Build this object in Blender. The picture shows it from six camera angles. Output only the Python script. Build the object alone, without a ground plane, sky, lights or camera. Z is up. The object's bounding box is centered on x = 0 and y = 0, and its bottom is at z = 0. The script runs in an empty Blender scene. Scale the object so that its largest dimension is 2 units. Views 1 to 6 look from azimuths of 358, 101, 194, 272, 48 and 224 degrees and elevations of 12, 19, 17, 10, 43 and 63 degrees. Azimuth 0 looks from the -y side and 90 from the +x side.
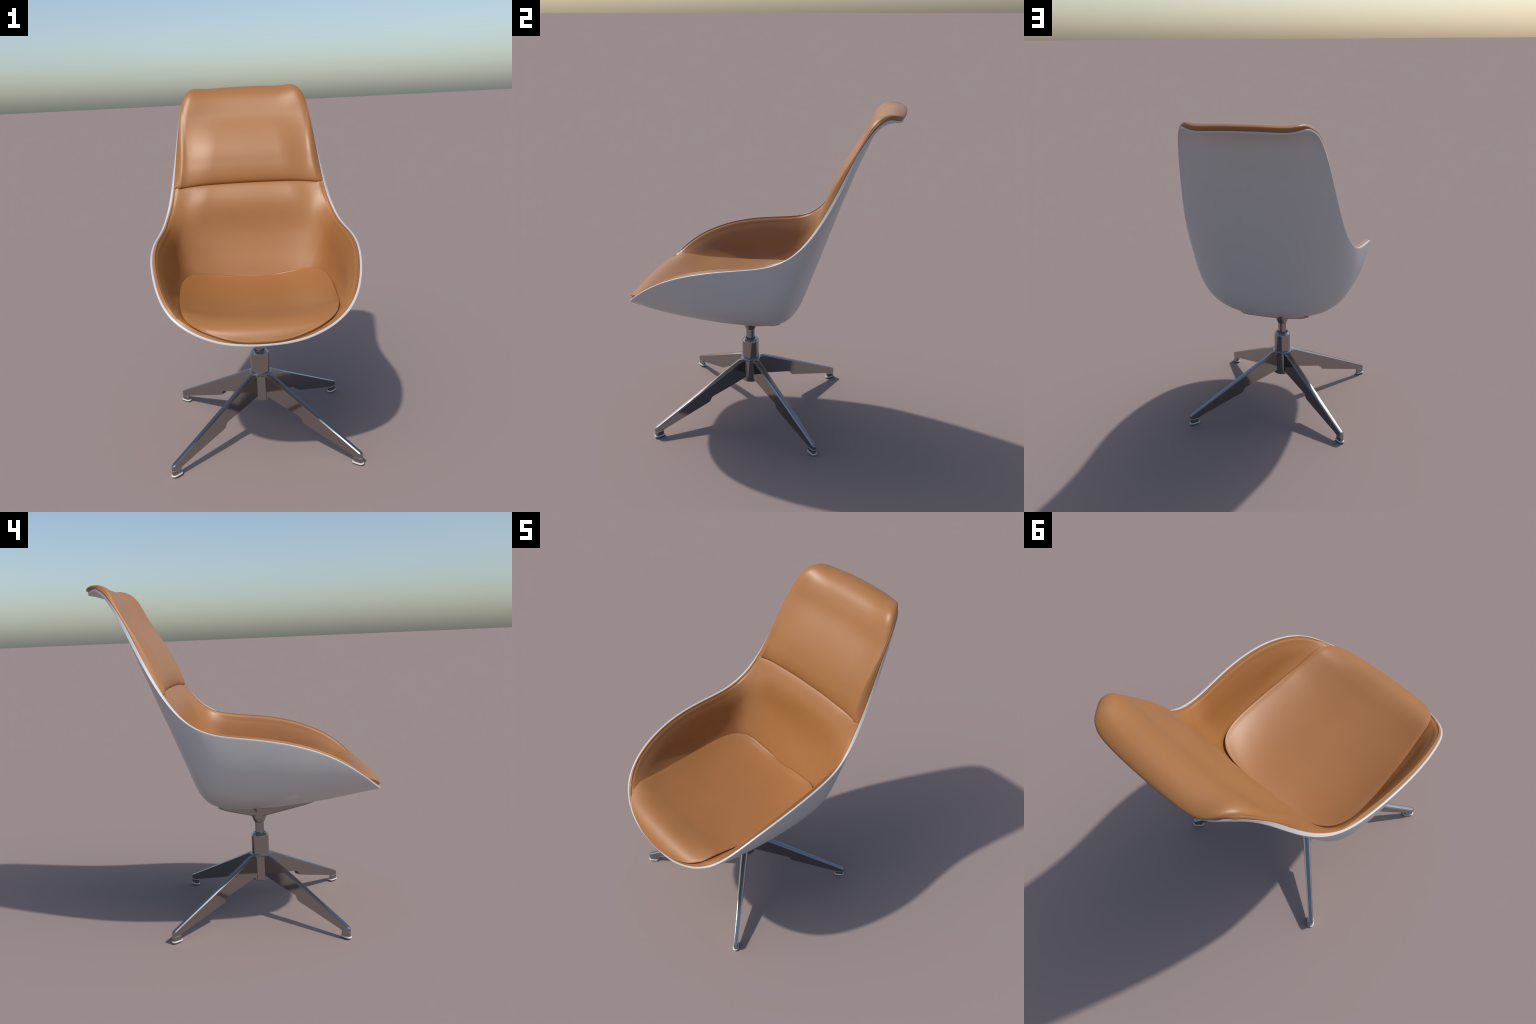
# A high-backed swivel lounge chair: white moulded shell, tan leather
# upholstery (liner, head panel, seat cushion), polished four-leg base.
import bpy, bmesh, math
import numpy as np

HUB_Y = -0.09            # the swivel axis stands at x = 0, y = HUB_Y

# ---------------------------------------------------------------- shell form
# Control points of the right half of the rim, from the middle of the front
# lip, over the armrest and up the wing to the middle of the top edge.
# Spline control points of the right half of the rim: from the middle of the
# front lip, over the armrest and up the wing, to the middle of the top edge.
RIM = [
    (0.000, -0.821, 0.776), (0.141, -0.820, 0.776), (0.269, -0.797, 0.806), (0.377, -0.755, 0.854),
    (0.457, -0.693, 0.915), (0.506, -0.607, 0.985), (0.535, -0.498, 1.050), (0.555, -0.370, 1.101),
    (0.563, -0.233, 1.136), (0.559, -0.094, 1.158), (0.547, 0.037, 1.171), (0.531, 0.154, 1.191),
    (0.513, 0.254, 1.240), (0.492, 0.340, 1.321), (0.473, 0.415, 1.429), (0.455, 0.483, 1.553),
    (0.437, 0.544, 1.679), (0.419, 0.597, 1.794), (0.399, 0.647, 1.884), (0.376, 0.693, 1.942),
    (0.349, 0.732, 1.966), (0.316, 0.765, 1.962), (0.271, 0.790, 1.950), (0.206, 0.805, 1.948),
    (0.117, 0.812, 1.954), (0.000, 0.812, 1.954),
]
# Spline control points (y, z) of the outer face on the centre line, from the
# front lip, under the seat and up the back to the top edge.
PROFILE = [
    (-0.821, 0.776), (-0.771, 0.770), (-0.693, 0.759), (-0.570, 0.738), (-0.438, 0.719), (-0.314, 0.705),
    (-0.185, 0.690), (-0.056, 0.684), (0.069, 0.681), (0.205, 0.712), (0.270, 0.833), (0.306, 0.953),
    (0.353, 1.074), (0.392, 1.195), (0.438, 1.315), (0.478, 1.437), (0.525, 1.556), (0.569, 1.678),
    (0.626, 1.797), (0.670, 1.917), (0.766, 1.958), (0.812, 1.953),
]
# Cross sections run from the profile (v = 0) to the rim (v = 1).  For stations
# along the profile: where on the rim each section ends, how steeply it climbs
# at its end, how far it is bellied out sideways (bucket) or straight (back), and
# how sharply the wings curl forward at the rim.
SECTION_RIM = (0.110, 0.129, 0.161, 0.221, 0.323, 0.371, 0.426, 0.446, 0.497, 0.565, 0.630, 0.709, 0.787, 0.815)
SECTION_CLIMB = (2.561, 2.550, 2.450, 2.280, 2.364, 2.655, 2.843, 3.099, 3.424)
SECTION_BELLY = (0.888, 0.740, 0.700, 0.780, 0.751, 0.552, 0.333, 0.147, -0.017)
SECTION_WING = (0.0, 0.0, 0.0, 0.0, 0.00, 0.18, 0.38, 0.28, 0.05)
RIM_FRONT, RIM_TOP = 0.110, 0.815    # rim stretches that close the front and the top
BOTTOM = 0.3482                     # station of the lowest point


# ------------------------------------------------------------------ helpers
def bspline(n, ts, inner=None):
    """Basis of a clamped cubic B-spline with n control points."""
    k = 3
    mid = np.linspace(0, 1, n - k + 1) if inner is None else np.array((0,) + tuple(inner) + (1,))
    kn = np.concatenate([[0] * k, mid, [1] * k])
    ts = np.clip(ts, 0, 1 - 1e-9)
    N = [((ts >= kn[i]) & (ts < kn[i + 1])).astype(float) for i in range(len(kn) - 1)]
    for d in range(1, k + 1):
        M = []
        for i in range(len(kn) - 1 - d):
            a = 0 if kn[i + d] == kn[i] else (ts - kn[i]) / (kn[i + d] - kn[i]) * N[i]
            b = 0 if kn[i + d + 1] == kn[i + 1] else \
                (kn[i + d + 1] - ts) / (kn[i + d + 1] - kn[i + 1]) * N[i + 1]
            M.append(a + b)
        N = M
    return np.stack(N, -1)


def smooth(x):
    x = np.clip(x, 0, 1)
    return x * x * (3 - 2 * x)


def quarter(x):
    """Quarter-round rise 0..1, as a stuffed edge has."""
    x = np.clip(x, 0, 1)
    return np.sqrt(np.maximum(0, 1 - (1 - x) ** 2))


def unit(v):
    return v / np.maximum(np.linalg.norm(v, axis=-1, keepdims=True), 1e-9)


rim_c = np.array(RIM)
profile_c = np.array(PROFILE)


def rim_point(t):
    return bspline(len(RIM), t) @ rim_c


def profile_point(u):
    p = bspline(len(PROFILE), u) @ profile_c
    return np.concatenate([np.zeros((len(u), 1)), p], 1)


def station(table, u):
    return bspline(len(table), u) @ np.array(table)


def section_shape(u, v):
    belly = station(SECTION_BELLY, u)
    x = belly * (1 - (1 - v) ** 2.2) + (1 - belly) * v
    wing = station(SECTION_WING, u)
    h = (1 - wing) * v ** station(SECTION_CLIMB, u) + wing * v ** 9
    return np.stack([x, h, h], -1)


_us = np.linspace(0, 1, 4001)
_ts = np.maximum.accumulate(station(SECTION_RIM, _us))


def shell_uv(u, v):
    """Outer face of the shell at station u, fraction v from centre to rim."""
    P = profile_point(u)
    X = P + (rim_point(station(SECTION_RIM, u)) - P) * section_shape(u, v)
    # make the first and the last section run along the rim itself
    for end, t, w in ((0.0, RIM_FRONT * (1 - (1 - v) ** 1.5), (1 - u) ** 6),
                      (1.0, 1 - (1 - RIM_TOP) * v, u ** 10)):
        ue = np.full_like(u, end)
        Pe, Re = profile_point(ue), rim_point(station(SECTION_RIM, ue))
        X = X + w[:, None] * (rim_point(t) - (Pe + (Re - Pe) * section_shape(ue, v)))
    return X


def shell_point(t, r):
    """The same face by rays: t along the rim (0 front .. 1 top), r from the
    bottom (0) to the rim (1).  t: (n,), r: (n, m)."""
    ub = np.where(t < RIM_FRONT, 0, np.where(t > RIM_TOP, 1, np.interp(t, _ts, _us)))
    vb = np.where(t < RIM_FRONT, 1 - (1 - np.minimum(t / RIM_FRONT, 1)) ** (1 / 1.5),
                  np.where(t > RIM_TOP, (1 - t) / (1 - RIM_TOP), 1.0))
    u = BOTTOM + (ub - BOTTOM)[:, None] * r
    v = vb[:, None] * r
    return shell_uv(u.ravel(), v.ravel()).reshape(r.shape + (3,))


def even_out(d, t, half=5):
    """Average directions over neighbouring rays (mirrored at the middle)."""
    if len(d) < 4 * half:
        return d
    flip = np.array([-1.0, 1, 1])
    head = d[half:0:-1] * flip if t[0] == 0 else np.repeat(d[:1], half, 0)
    e = np.concatenate([head, d, d[-2:-half - 2:-1] * flip])
    k = np.hanning(2 * half + 3)[1:-1]
    return unit(sum(w * e[i:i + len(d)] for i, w in enumerate(k)))


def shell_frame(t, r):
    """Point, inward normal and outward-running tangent of the shell."""
    h = 2e-3
    P = shell_point(t, r)
    r0, r1 = np.clip(r - h, 0.004, 1), np.clip(r + h, 0.004 + h, 1)
    dr = shell_point(t, r1) - shell_point(t, r0)
    t0, t1 = np.clip(t - h, 0, 1), np.clip(t + h, 0, 1)
    rr = np.maximum(r, 0.02)
    dt = shell_point(t1, rr) - shell_point(t0, rr)
    n = unit(np.cross(dt, dr))
    n, dr = even_out(n if SIGN > 0 else -n, t), even_out(unit(dr), t)
    return P, n, dr


SIGN = 1
_p, _n, _ = shell_frame(np.array([0.5]), np.array([[0.5]]))
if np.dot(_n[0, 0], np.array([0.0, 0.0, 1.1]) - _p[0, 0]) < 0:
    SIGN = -1


def min_dist(P, line):
    """Distance of every point of P to a polyline given by its vertices."""
    out = np.empty(P.shape[:-1])
    seg0, seg1 = line[:-1], line[1:]
    d = seg1 - seg0
    L = np.maximum((d * d).sum(-1), 1e-12)
    for i in range(P.shape[0]):
        v = P[i][:, None] - seg0[None]
        k = np.clip((v * d).sum(-1) / L, 0, 1)
        out[i] = np.linalg.norm(v - k[..., None] * d, axis=-1).min(1)
    return out


def mirror_ring(H):
    """Half surface (t from front to top) -> columns all round the rim."""
    M = H[-2:0:-1] * np.array([-1.0, 1, 1])
    return np.concatenate([H, M], 0)


def mesh_object(name, verts, faces, mat, smooth_shade=True, sharp=None):
    me = bpy.data.meshes.new(name)
    me.from_pydata([tuple(v) for v in verts], [], faces)
    bm = bmesh.new()
    bm.from_mesh(me)
    bmesh.ops.remove_doubles(bm, verts=bm.verts, dist=1e-5)
    bmesh.ops.recalc_face_normals(bm, faces=bm.faces)
    bm.to_mesh(me)
    bm.free()
    me.materials.append(mat)
    ob = bpy.data.objects.new(name, me)
    bpy.context.scene.collection.objects.link(ob)
    me.polygons.foreach_set('use_smooth', [smooth_shade] * len(me.polygons))
    if sharp is not None:
        me.set_sharp_from_angle(angle=math.radians(sharp))
    return ob


def grid_faces(nc, nr, wrap):
    f = []
    for i in range(nc if wrap else nc - 1):
        a, b = i * nr, ((i + 1) % nc) * nr
        for j in range(nr - 1):
            f.append((a + j, b + j, b + j + 1, a + j + 1))
    return f


# ---------------------------------------------------------------- materials
def principled(name, color, rough, metal=0.0, coat=0.0, spec=0.5):
    m = bpy.data.materials.new(name)
    m.use_nodes = True
    b = m.node_tree.nodes['Principled BSDF']
    b.inputs['Base Color'].default_value = (*color, 1)
    b.inputs['Roughness'].default_value = rough
    b.inputs['Metallic'].default_value = metal
    b.inputs['Coat Weight'].default_value = coat
    b.inputs['Specular IOR Level'].default_value = spec
    return m, m.node_tree, b


def leather_material():
    m, nt, b = principled('tan_leather', (0.31, 0.131, 0.038), 0.44, spec=0.5)
    tc = nt.nodes.new('ShaderNodeTexCoord')
    big = nt.nodes.new('ShaderNodeTexNoise')
    big.inputs['Scale'].default_value = 5.0
    big.inputs['Detail'].default_value = 3.0
    ramp = nt.nodes.new('ShaderNodeValToRGB')
    ramp.color_ramp.elements[0].position = 0.3
    ramp.color_ramp.elements[0].color = (*LEATHER_A, 1)
    ramp.color_ramp.elements[1].position = 0.7
    ramp.color_ramp.elements[1].color = (*LEATHER_B, 1)
    grain = nt.nodes.new('ShaderNodeTexVoronoi')
    grain.inputs['Scale'].default_value = 420.0
    bump = nt.nodes.new('ShaderNodeBump')
    bump.inputs['Strength'].default_value = 0.03
    bump.inputs['Distance'].default_value = 0.001
    L = nt.links.new
    L(tc.outputs['Object'], big.inputs['Vector'])
    L(tc.outputs['Object'], grain.inputs['Vector'])
    L(big.outputs['Fac'], ramp.inputs['Fac'])
    L(ramp.outputs['Color'], b.inputs['Base Color'])
    L(grain.outputs['Distance'], bump.inputs['Height'])
    L(bump.outputs['Normal'], b.inputs['Normal'])
    return m


LEATHER_A = (0.303, 0.128, 0.0365)
LEATHER_B = (0.318, 0.134, 0.0385)
leather = leather_material()
white, _, _ = principled('white_moulded_plastic', (0.50, 0.50, 0.505), 0.35)
chrome, _nt, _b = principled('polished_metal', (0.36, 0.355, 0.35), 0.10, metal=1.0)
_tc = _nt.nodes.new('ShaderNodeTexCoord')
_no = _nt.nodes.new('ShaderNodeTexNoise')
_no.inputs['Scale'].default_value = 30.0
_mr = _nt.nodes.new('ShaderNodeMapRange')
_mr.inputs['To Min'].default_value = 0.08
_mr.inputs['To Max'].default_value = 0.12
_nt.links.new(_tc.outputs['Object'], _no.inputs['Vector'])
_nt.links.new(_no.outputs['Fac'], _mr.inputs['Value'])
_nt.links.new(_mr.outputs['Result'], _b.inputs['Roughness'])
glide_white, _, _ = principled('white_glide_plastic', (0.55, 0.55, 0.555), 0.3)
rubber, _, _ = principled('dark_rubber', (0.03, 0.03, 0.03), 0.6)

parts = []

# ------------------------------------------------------------------- shell
WALL = 0.012                        # wall thickness at the rim; wider at the wings


def wall(t):
    return WALL + 0.006 * smooth((t - 0.46) / 0.08) * (1 - smooth((t - 0.66) / 0.12))


NT = 260                            # half columns
T = np.linspace(0, 1, NT)
rim_line = shell_point(T, np.ones((NT, 1)))[:, 0]

R = np.concatenate([[0.0], np.linspace(0.03, 0.9, 60), np.linspace(0.91, 1, 14)])
Rg = np.broadcast_to(R, (NT, len(R)))
P, Nn, Tg = shell_frame(T, Rg)
# rounded edge: a flat lip with 3 mm rounded corners, then back down inside
rimP, rimN, rimT = P[:, -1], Nn[:, -1], Tg[:, -1]
c = 0.003
edge = []
for a in np.linspace(0, math.pi / 2, 4)[1:]:
    edge.append(rimP + rimN * c * (1 - math.cos(a)) + rimT * c * (math.sin(a)))
for a in np.linspace(0, math.pi / 2, 4):
    edge.append(rimP + rimN * (wall(T)[:, None] - c + c * math.sin(a)) + rimT * c * math.cos(a))
edge = np.stack(edge, 1) - rimT[:, None] * c
outer = P.copy()
inner = (P + Nn * wall(T)[:, None, None])[:, ::-1][:, 1:28]
full = np.concatenate([outer[:, :-1], edge, inner], 1)
ring = mirror_ring(full)
nc, nr = ring.shape[:2]
parts.append(mesh_object('shell', ring.reshape(-1, 3), grid_faces(nc, nr, True), white))

# -------------------------------------------------------------- upholstery
SEAM_Z = 1.399                      # the seam below the head panel, at its ends
SEAM_RISE = 0.011                   # and how much it arches up in the middle


def pad(t, e, g, z, head):
    """Total thickness over the outer shell face: e metres from the rim, g
    metres from the seam, at height z."""
    s = smooth((t - 0.36) / 0.20)                         # arms -> back
    w = WALL + (wall(t) - WALL) * (1 - smooth(e / 0.10))
    if head:
        thick = 0.052 - 0.022 * smooth((z - 1.54) / 0.28) - 0.006 * np.exp(-((z - 1.84) / 0.08) ** 2) + 0.008 * smooth((z - 1.88) / 0.07)
        crown = 0.029 * smooth((e - 0.01) / 0.24) * (1 - smooth((z - 1.52) / 0.36))
        d = w + thick * quarter(e / 0.052) + crown
        d = d - 0.0025 * np.exp(-((e - 0.005) / 0.0018) ** 2)
        return d * (0.64 + 0.36 * quarter(g / 0.11)) - 0.002 * np.exp(-(g / 0.005) ** 2) * smooth(e / 0.02)
    arm = 1 - smooth((t - 0.40) / 0.08)
    welt = (0.011 + 0.009 * arm - 0.004 * (1 - smooth((t - 0.01) / 0.07))) * quarter(e / 0.008)
    crease = 0.0022 * np.exp(-((e - 0.017) / 0.0030) ** 2)
    width = 0.13 * (1 - s) + 0.09 * s
    front = smooth((t - 0.02) / 0.08)
    body = (0.025 + 0.009 * s) * (0.85 + 0.15 * front) * quarter((e - 0.013) / width) ** 1.2
    low = smooth((1.00 - z) / 0.12)
    body = body + low * (0.005 * smooth((t - 0.40) / 0.07) - 0.010 * np.exp(-((t - 0.27) / 0.09) ** 2) * smooth((e - 0.06) / 0.08))
    bulge = 0.032 * np.exp(-((z - 1.285) / 0.125) ** 2) * smooth((e - 0.02) / 0.22)
    tuck = 0.009 * (1 - quarter(g / 0.045)) * smooth(e / 0.08)
    return w - 0.004 + welt - crease + body + bulge - tuck


NU = 300
TU = np.linspace(0, 1, NU)
# where each rib crosses the seam level, measured on the padded surface
probe_r = np.linspace(0.3, 1, 400)
pr = np.broadcast_to(probe_r, (NU, 400))
pp, pn, _ = shell_frame(TU, pr)
pz = (pp + pn * 0.05)[..., 2]
seam_r = np.ones(NU)
rz = shell_point(TU, np.ones((NU, 1)))[:, 0, 2]
for i in range(NU):
    if TU[i] > 0.5 and rz[i] > SEAM_Z:
        w = 0.05 * smooth((rz[i] - SEAM_Z) / 0.10)
        z = pp[i, :, 2] + pn[i, :, 2] * w
        z = z - SEAM_RISE * (1 - np.minimum(np.abs(pp[i, :, 0]) / 0.45, 1) ** 2)
        k = np.argmax(z > SEAM_Z)
        if k > 0:
            seam_r[i] = probe_r[k - 1] + (SEAM_Z - z[k - 1]) / (z[k] - z[k - 1]) * (probe_r[k] - probe_r[k - 1])
has_seam = seam_r < 1
i0 = int(np.argmax(has_seam))
rimU = shell_point(TU, np.ones((NU, 1)))[:, 0]
seam_line = shell_point(TU[i0:], seam_r[i0:, None])[:, 0]


def cluster(n, lo, hi):
    """0..1 samples, bunched toward either end."""
    x = np.linspace(0, 1, n)
    y = x
    if lo:
        y = y ** 1.8 if not hi else y
    if lo and hi:
        y = 0.5 - 0.5 * np.cos(math.pi * x)
        y = 0.7 * y + 0.3 * x
    elif hi:
        y = 1 - (1 - x) ** 1.9
    return y


def upholstery(name, tt, rr, head):
    P, N, Tn = shell_frame(tt, rr)
    hem = P[:, -1:] + N[:, -1:] * 0.005 - Tn[:, -1:] * 0.007      # tucked into the shell edge
    e = min_dist(P, rimU)
    g = min_dist(P, seam_line)
    d = pad(tt[:, None], e, g, P[..., 2], head)
    S = P + N * d[..., None]
    # pull the edge in behind the white lip
    S = S - Tn * (0.004 * (1 - smooth(e / 0.006)))[..., None]
    if not head:
        S = S + Tn * (0.013 * (1 - smooth((tt[:, None] - 0.40) / 0.08)) * smooth((tt[:, None] - 0.06) / 0.14) * quarter(e / 0.008) * (1 - smooth((e - 0.012) / 0.03)))[..., None]
    if head:
        topness = smooth((tt - 0.79) / 0.10)[:, None]
        S = S + Tn * (topness * (0.004 + 0.015 * np.exp(-((e - 0.010) / 0.022) ** 2)) * quarter((e - 0.001) / 0.012) * (1 - smooth(e / 0.08)))[..., None]
    return S, P, N, hem


# liner: covers the bucket and the lower back up to the seam
s = cluster(150, False, True)
rl = s[None] * seam_r[:, None]
rl[:, 0] = 0
S, Pl, Nl, under = upholstery('liner', TU, rl, False)
S[:, 0] = S[:, 1].mean(0) * np.array([0, 1, 1])
S = np.concatenate([S, under], 1)
ring = mirror_ring(S)
nc, nr = ring.shape[:2]
parts.append(mesh_object('liner', ring.reshape(-1, 3), grid_faces(nc, nr, True), leather))

# head panel: from the seam up to the top edge
th = TU[i0:]
s = cluster(120, True, True)
rh = seam_r[i0:, None] + s[None] * (1 - seam_r[i0:, None])
S, Ph, Nh, hem = upholstery('head_panel', th, rh, True)
S = np.concatenate([Ph[:, :1] + Nh[:, :1] * 0.004, S, hem], 1)
strip = np.concatenate([S, S[-2::-1] * np.array([-1.0, 1, 1])], 0)
nc, nr = strip.shape[:2]
parts.append(mesh_object('head_panel', strip.reshape(-1, 3), grid_faces(nc, nr, False), leather))

# ------------------------------------------------------------ seat cushion
# outline where the cushion meets the liner: right half, back to front
SEAT = [(0.0, 0.210, 0.858), (0.10, 0.209, 0.862), (0.20, 0.205, 0.873), (0.28, 0.197, 0.882),
        (0.345, 0.170, 0.891), (0.392, 0.118, 0.892), (0.420, 0.030, 0.885), (0.428, -0.10, 0.877),
        (0.422, -0.27, 0.876), (0.410, -0.43, 0.887), (0.398, -0.56, 0.900), (0.385, -0.655, 0.903),
        (0.358, -0.725, 0.889), (0.295, -0.777, 0.860), (0.20, -0.807, 0.827), (0.10, -0.822, 0.805),
        (0.0, -0.826, 0.800)]


def catmull(pts, n):
    p = np.array(pts, float)
    p = np.vstack([p[1] * [-1, 1, 1], p, p[-2] * [-1, 1, 1]])
    out = []
    for i in range(1, len(p) - 2):
        t = np.linspace(0, 1, n, endpoint=False)[:, None]
        a, b, c_, d = p[i - 1], p[i], p[i + 1], p[i + 2]
        out.append(0.5 * (2 * b + (c_ - a) * t + (2 * a - 5 * b + 4 * c_ - d) * t ** 2
                          + (3 * b - a - 3 * c_ + d) * t ** 3))
    return np.vstack(out + [p[-2][None]])


half = catmull(SEAT, 14)
loop = np.concatenate([half, half[-2:0:-1] * [-1, 1, 1]], 0)
nl = len(loop)
centre = np.array([0.0, -0.28, 0.0])
# base height: smooth sheet spanned by the outline
rho = np.concatenate([1 - 0.0, 1 - np.linspace(0, 1, 60) ** 1.6], axis=None)[1:]
yy = loop[:, 1]


# centre line of the seat, back to front: a dish that rises to a front roll
MID = [(0.30, 0.880), (0.21, 0.861), (0.15, 0.848), (0.05, 0.837), (-0.10, 0.832), (-0.25, 0.836), (-0.40, 0.846),
       (-0.54, 0.864), (-0.64, 0.881), (-0.71, 0.886), (-0.76, 0.874), (-0.80, 0.846), (-0.826, 0.804), (-0.84, 0.78)]
mid_curve = catmull([(0, y, z) for y, z in MID], 12)


def sheet(x, y):
    """Height of the seat top: centre line blended into the outline."""
    rear = np.interp(y, half[::-1, 1], half[::-1, 2]) + 0.017 * smooth((y + 0.75) / 0.12)
    rear = rear - 0.010 * np.exp(-((y + 0.50) / 0.12) ** 2)
    mid = np.interp(y, mid_curve[::-1, 1], mid_curve[::-1, 2])
    wid = np.interp(y, half[::-1, 1], half[::-1, 0])
    k = np.clip(np.abs(x) / np.maximum(wid, 0.02), 0, 1)
    return mid + (rear - mid) * k ** 3.0


xy = centre[:2] + (loop[:, None, :2] - centre[:2]) * rho[None, :, None]
zs = sheet(xy[..., 0], xy[..., 1])
z_edge = loop[:, None, 2]
dist = min_dist(np.concatenate([xy, zs[..., None]], -1), np.vstack([loop, loop[:1]]))
front = smooth((-0.60 - loop[:, None, 1]) / 0.15)
w = quarter(dist / (0.040 - 0.018 * front))
w[:, 0] = 0
top = np.concatenate([xy, (z_edge + (zs - z_edge) * w)[..., None]], -1)
# gather of the edge: small welt
out_dir = unit(np.concatenate([loop[:, :2] - centre[:2], np.zeros((nl, 1))], 1))
back = (1 - smooth((-0.40 - loop[:, 1:2]) / 0.18))
out_dir = out_dir * (2.2 * back - 1.2)
skirt = np.stack([loop + out_dir * 0.001 + np.array([0, 0, -0.004]),
                  loop + out_dir * 0.004 + np.array([0, 0, -0.009]),
                  loop + out_dir * 0.016 + np.array([0, 0, -0.026])], 1)[:, ::-1]
S = np.concatenate([skirt, top], 1)
nc, nr = S.shape[:2]
parts.append(mesh_object('seat_cushion', S.reshape(-1, 3), grid_faces(nc, nr, True), leather))


# -------------------------------------------------------------------- base
def lathe(name, prof, mat, seg=96, sharp=25):
    v, f = [], []
    for r, z in prof:
        for i in range(seg):
            a = 2 * math.pi * i / seg
            v.append((r * math.cos(a), HUB_Y + r * math.sin(a), z))
    for k in range(len(prof) - 1):
        for i in range(seg):
            j = (i + 1) % seg
            f.append((k * seg + i, k * seg + j, (k + 1) * seg + j, (k + 1) * seg + i))
    f.append(tuple(range(seg)))
    f.append(tuple((len(prof) - 1) * seg + i for i in range(seg)))
    ob = mesh_object(name, v, f, mat, True, sharp)
    wn = ob.modifiers.new('normals', 'WEIGHTED_NORMAL')
    wn.weight = 100
    wn.keep_sharp = True
    return ob


parts.append(lathe('hub', [(0.058, 0.203), (0.0600, 0.206), (0.0600, 0.352), (0.0620, 0.356), (0.0640, 0.358), (0.0640, 0.364), (0.062, 0.367), (0.050, 0.367)], chrome))
parts.append(lathe('column_sleeve', [(0.0535, 0.360), (0.0535, 0.482), (0.0528, 0.485),
                                     (0.043, 0.499), (0.0415, 0.500), (0.031, 0.500), (0.031, 0.480)], chrome))
parts.append(lathe('gas_piston', [(0.0275, 0.47), (0.0275, 0.60)], chrome))


def loft(name, sections, mat, sharp=35, bevel=0.0):
    """Closed sections of equal count joined into a capped solid."""
    n = len(sections[0])
    v = [p for sct in sections for p in sct]
    f = []
    for k in range(len(sections) - 1):
        for i in range(n):
            j = (i + 1) % n
            f.append((k * n + i, k * n + j, (k + 1) * n + j, (k + 1) * n + i))
    f.append(tuple(range(n)))
    f.append(tuple((len(sections) - 1) * n + i for i in range(n)))
    ob = mesh_object(name, v, f, mat, True, None)
    if bevel:
        md = ob.modifiers.new('bevel', 'BEVEL')
        md.width = bevel
        md.segments = 3
        md.limit_method = 'ANGLE'
        md.angle_limit = math.radians(30)
        md.harden_normals = True
    ob.data.set_sharp_from_angle(angle=math.radians(sharp))
    wn = ob.modifiers.new('normals', 'WEIGHTED_NORMAL')
    wn.weight = 100
    wn.keep_sharp = True
    return ob


TOE = 0.707


def leg_profile():
    """(s, z_top, z_bottom, half width): s is measured from the axis."""
    def top(s): return min(0.359, 0.3615 + (0.070 - 0.3615) * (s - 0.08) / (0.700 - 0.08))
    def wid(s): return 0.0225 + (0.0135 - 0.0225) * (s - 0.05) / 0.65
    out = []
    for s_, zb in [(0.035, 0.238), (0.0853, 0.2246), (0.20, 0.194), (0.304, 0.168), (0.311, 0.162), (0.323, 0.141),
                   (0.330, 0.136), (0.50, 0.088), (0.640, 0.049), (0.648, 0.0455), (0.660, 0.0405)]:
        out.append((s_, top(s_), zb, wid(s_)))
    # half-round toe
    for k in range(0, 8):
        a = math.pi / 2 * k / 7.3
        s_ = TOE - 0.0137 + 0.0137 * math.sin(a)
        out.append((s_, top(s_) - 0.007 * (1 - math.cos(a)), 0.0405, 0.0137 * math.cos(a)))
    return out


def leg_section(s_, zt, zb, w):
    """Flat sides and underside, broad 45 degree chamfers, near-flat top."""
    right = [(w, zt - 0.43 * w), (0.97 * w, zt - 0.385 * w), (0.63 * w, zt - 0.045 * w), (0.57 * w, zt - 0.012 * w)]
    pts = [(-w, zb), (w, zb)] + right + [(0.0, zt)] + [(-x, z) for x, z in right[::-1]]
    return [(s_, x, z) for x, z in pts]


def stadium(cx, half_len, rad, z, seg=10):
    pts = []
    for k in range(seg + 1):
        a = -math.pi / 2 + math.pi * k / seg
        pts.append((cx + half_len - rad + rad * math.cos(a), rad * math.sin(a), z))
    for k in range(seg + 1):
        a = math.pi / 2 + math.pi * k / seg
        pts.append((cx - half_len + rad + rad * math.cos(a), rad * math.sin(a), z))
    return pts


leg = loft('leg', [leg_section(*p) for p in leg_profile()], chrome, 30)
CX, HL, RAD = 0.6775, 0.0295, 0.0135
foot = loft('foot', [stadium(CX, HL - 0.0005, RAD - 0.0005, 0.010), stadium(CX, HL - 0.0005, RAD - 0.0005, 0.0370),
                     stadium(CX, HL - 0.0015, RAD - 0.0015, 0.0385), stadium(CX, HL - 0.002, RAD - 0.002, 0.0405)],
            chrome, 30)
ring_secs = []
for k in range(9):
    a = -math.pi / 2 + math.pi * k / 8
    ring_secs.append(stadium(CX, HL + 0.001 + 0.0045 * math.cos(a), RAD + 0.001 + 0.0045 * math.cos(a),
                             0.0085 + 0.0045 * math.sin(a)))
glide = loft('glide', ring_secs, glide_white, 40)
pad_ob = loft('glide_pad', [stadium(CX, HL, RAD, 0.0), stadium(CX, HL, RAD, 0.006)], rubber, 40)

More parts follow.
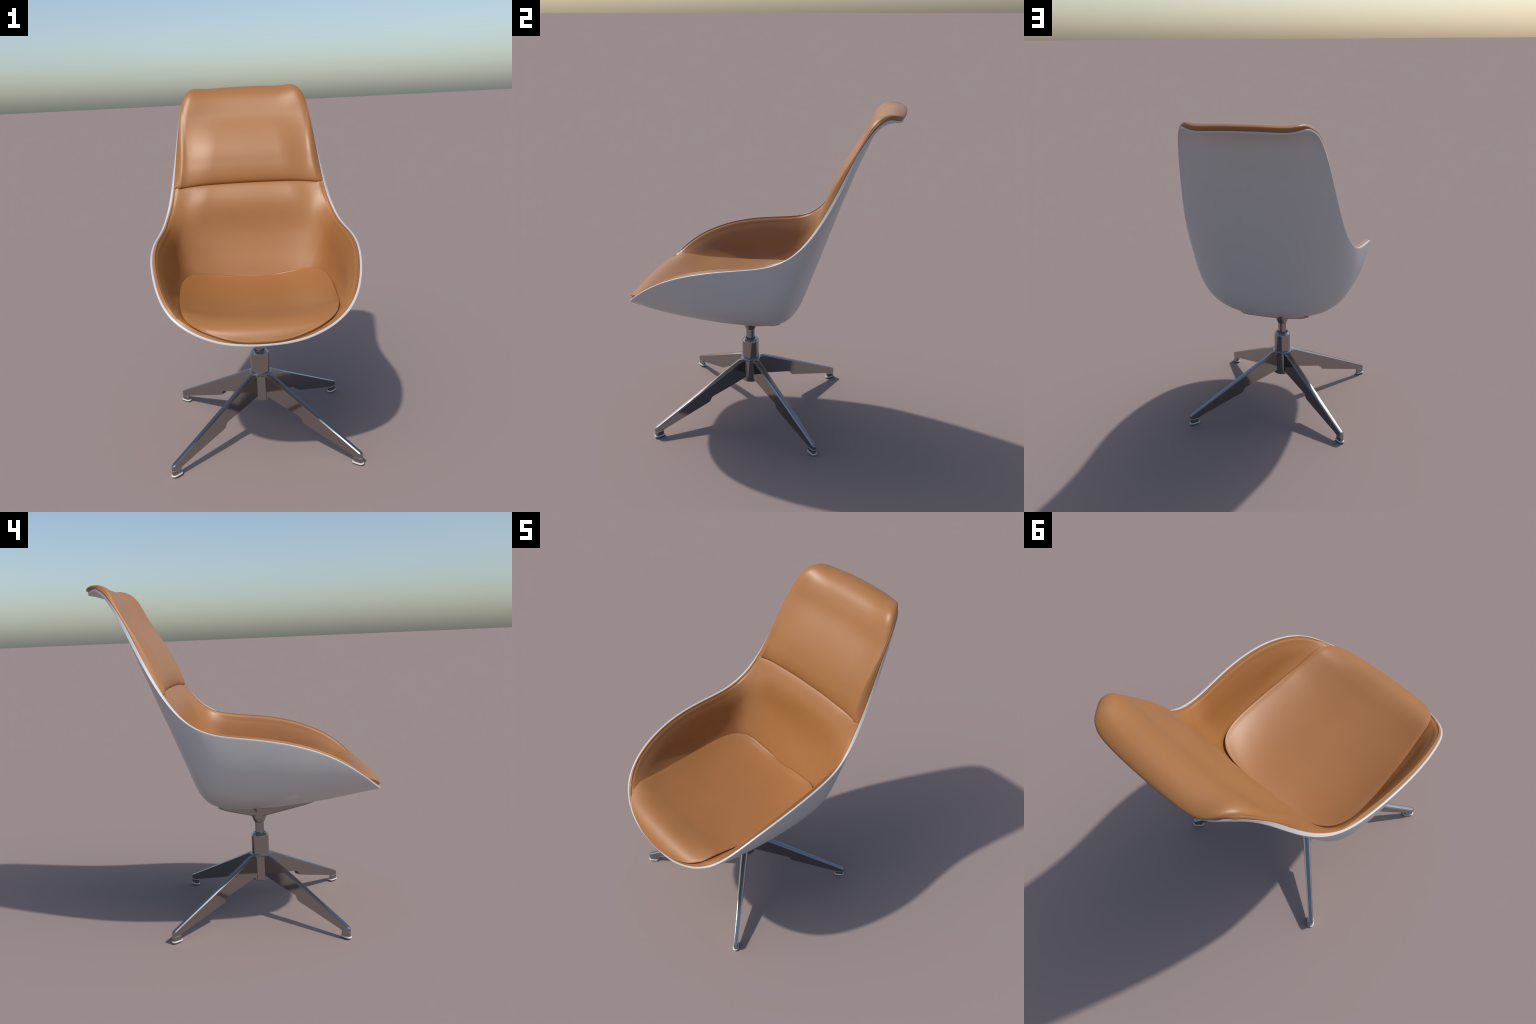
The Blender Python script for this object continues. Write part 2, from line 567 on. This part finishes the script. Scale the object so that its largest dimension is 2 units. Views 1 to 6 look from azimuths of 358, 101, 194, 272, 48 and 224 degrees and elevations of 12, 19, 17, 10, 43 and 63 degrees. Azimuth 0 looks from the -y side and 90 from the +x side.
base_objs = []
for q in range(4):
    ang = math.radians(45 + 90 * q)
    for src, kind in ((leg, 'leg'), (foot, 'foot'), (glide, 'glide'), (pad_ob, 'glide_pad')):
        ob = src if q == 0 else src.copy()
        if q:
            bpy.context.scene.collection.objects.link(ob)
        ob.location = (0, HUB_Y, 0)
        ob.rotation_euler = (0, 0, ang)
        base_objs.append((q, kind, ob))

# seat carrier: a cone on the piston and four arms that reach the shell
parts.append(lathe('carrier_cone', [(0.0290, 0.566), (0.0315, 0.568), (0.035, 0.574), (0.050, 0.616), (0.050, 0.675)], chrome))


def carrier_arm(tip):
    tip = np.array(tip)
    a0 = np.array([0.0, HUB_Y, 0.0])
    d = np.array([tip[0] - a0[0], tip[1] - a0[1], 0.0])
    length = np.linalg.norm(d)
    d /= length
    side = np.array([-d[1], d[0], 0.0])
    secs = []
    for s_ in np.linspace(0.0, 1, 9):
        c_ = a0 + d * (0.01 + s_ * (length - 0.01))
        hw = 0.026 + (0.020 - 0.026) * s_
        zb = 0.612 + (tip[2] - 0.006 - 0.612) * max(0, (s_ * length - 0.045) / (length - 0.045))
        zt = max(zb + 0.012, tip[2] + 0.004)
        if s_ == 1:
            zb += 0.004
            hw -= 0.004
        secs.append([tuple(c_ + side * hw + [0, 0, zt]), tuple(c_ - side * hw + [0, 0, zt]),
                     tuple(c_ - side * hw + [0, 0, zb + 0.003]), tuple(c_ - side * (hw - 0.003) + [0, 0, zb]),
                     tuple(c_ + side * (hw - 0.003) + [0, 0, zb]), tuple(c_ + side * hw + [0, 0, zb + 0.003])])
    return loft('carrier_arm', secs, chrome, 30)


for tip in [(0.215, 0.13, 0.705), (-0.215, 0.13, 0.705), (0.20, -0.42, 0.728), (-0.20, -0.42, 0.728)]:
    parts.append(carrier_arm(tip))

# ---------------------------------------------------------------- hierarchy
chair = bpy.data.objects.new('swivel_chair', None)
bpy.context.scene.collection.objects.link(chair)
chair['label'] = 'high-backed swivel chair, white shell, tan leather, polished legs'
chair['category'] = 'chair'
for ob in parts:
    ob.parent = chair
legs = {}
for q, kind, ob in base_objs:
    if kind == 'leg':
        legs[q] = ob
        ob.parent = chair
for q, kind, ob in base_objs:
    if kind != 'leg':
        ob.location = (0, 0, 0)
        ob.rotation_euler = (0, 0, 0)
        ob.parent = legs[q]
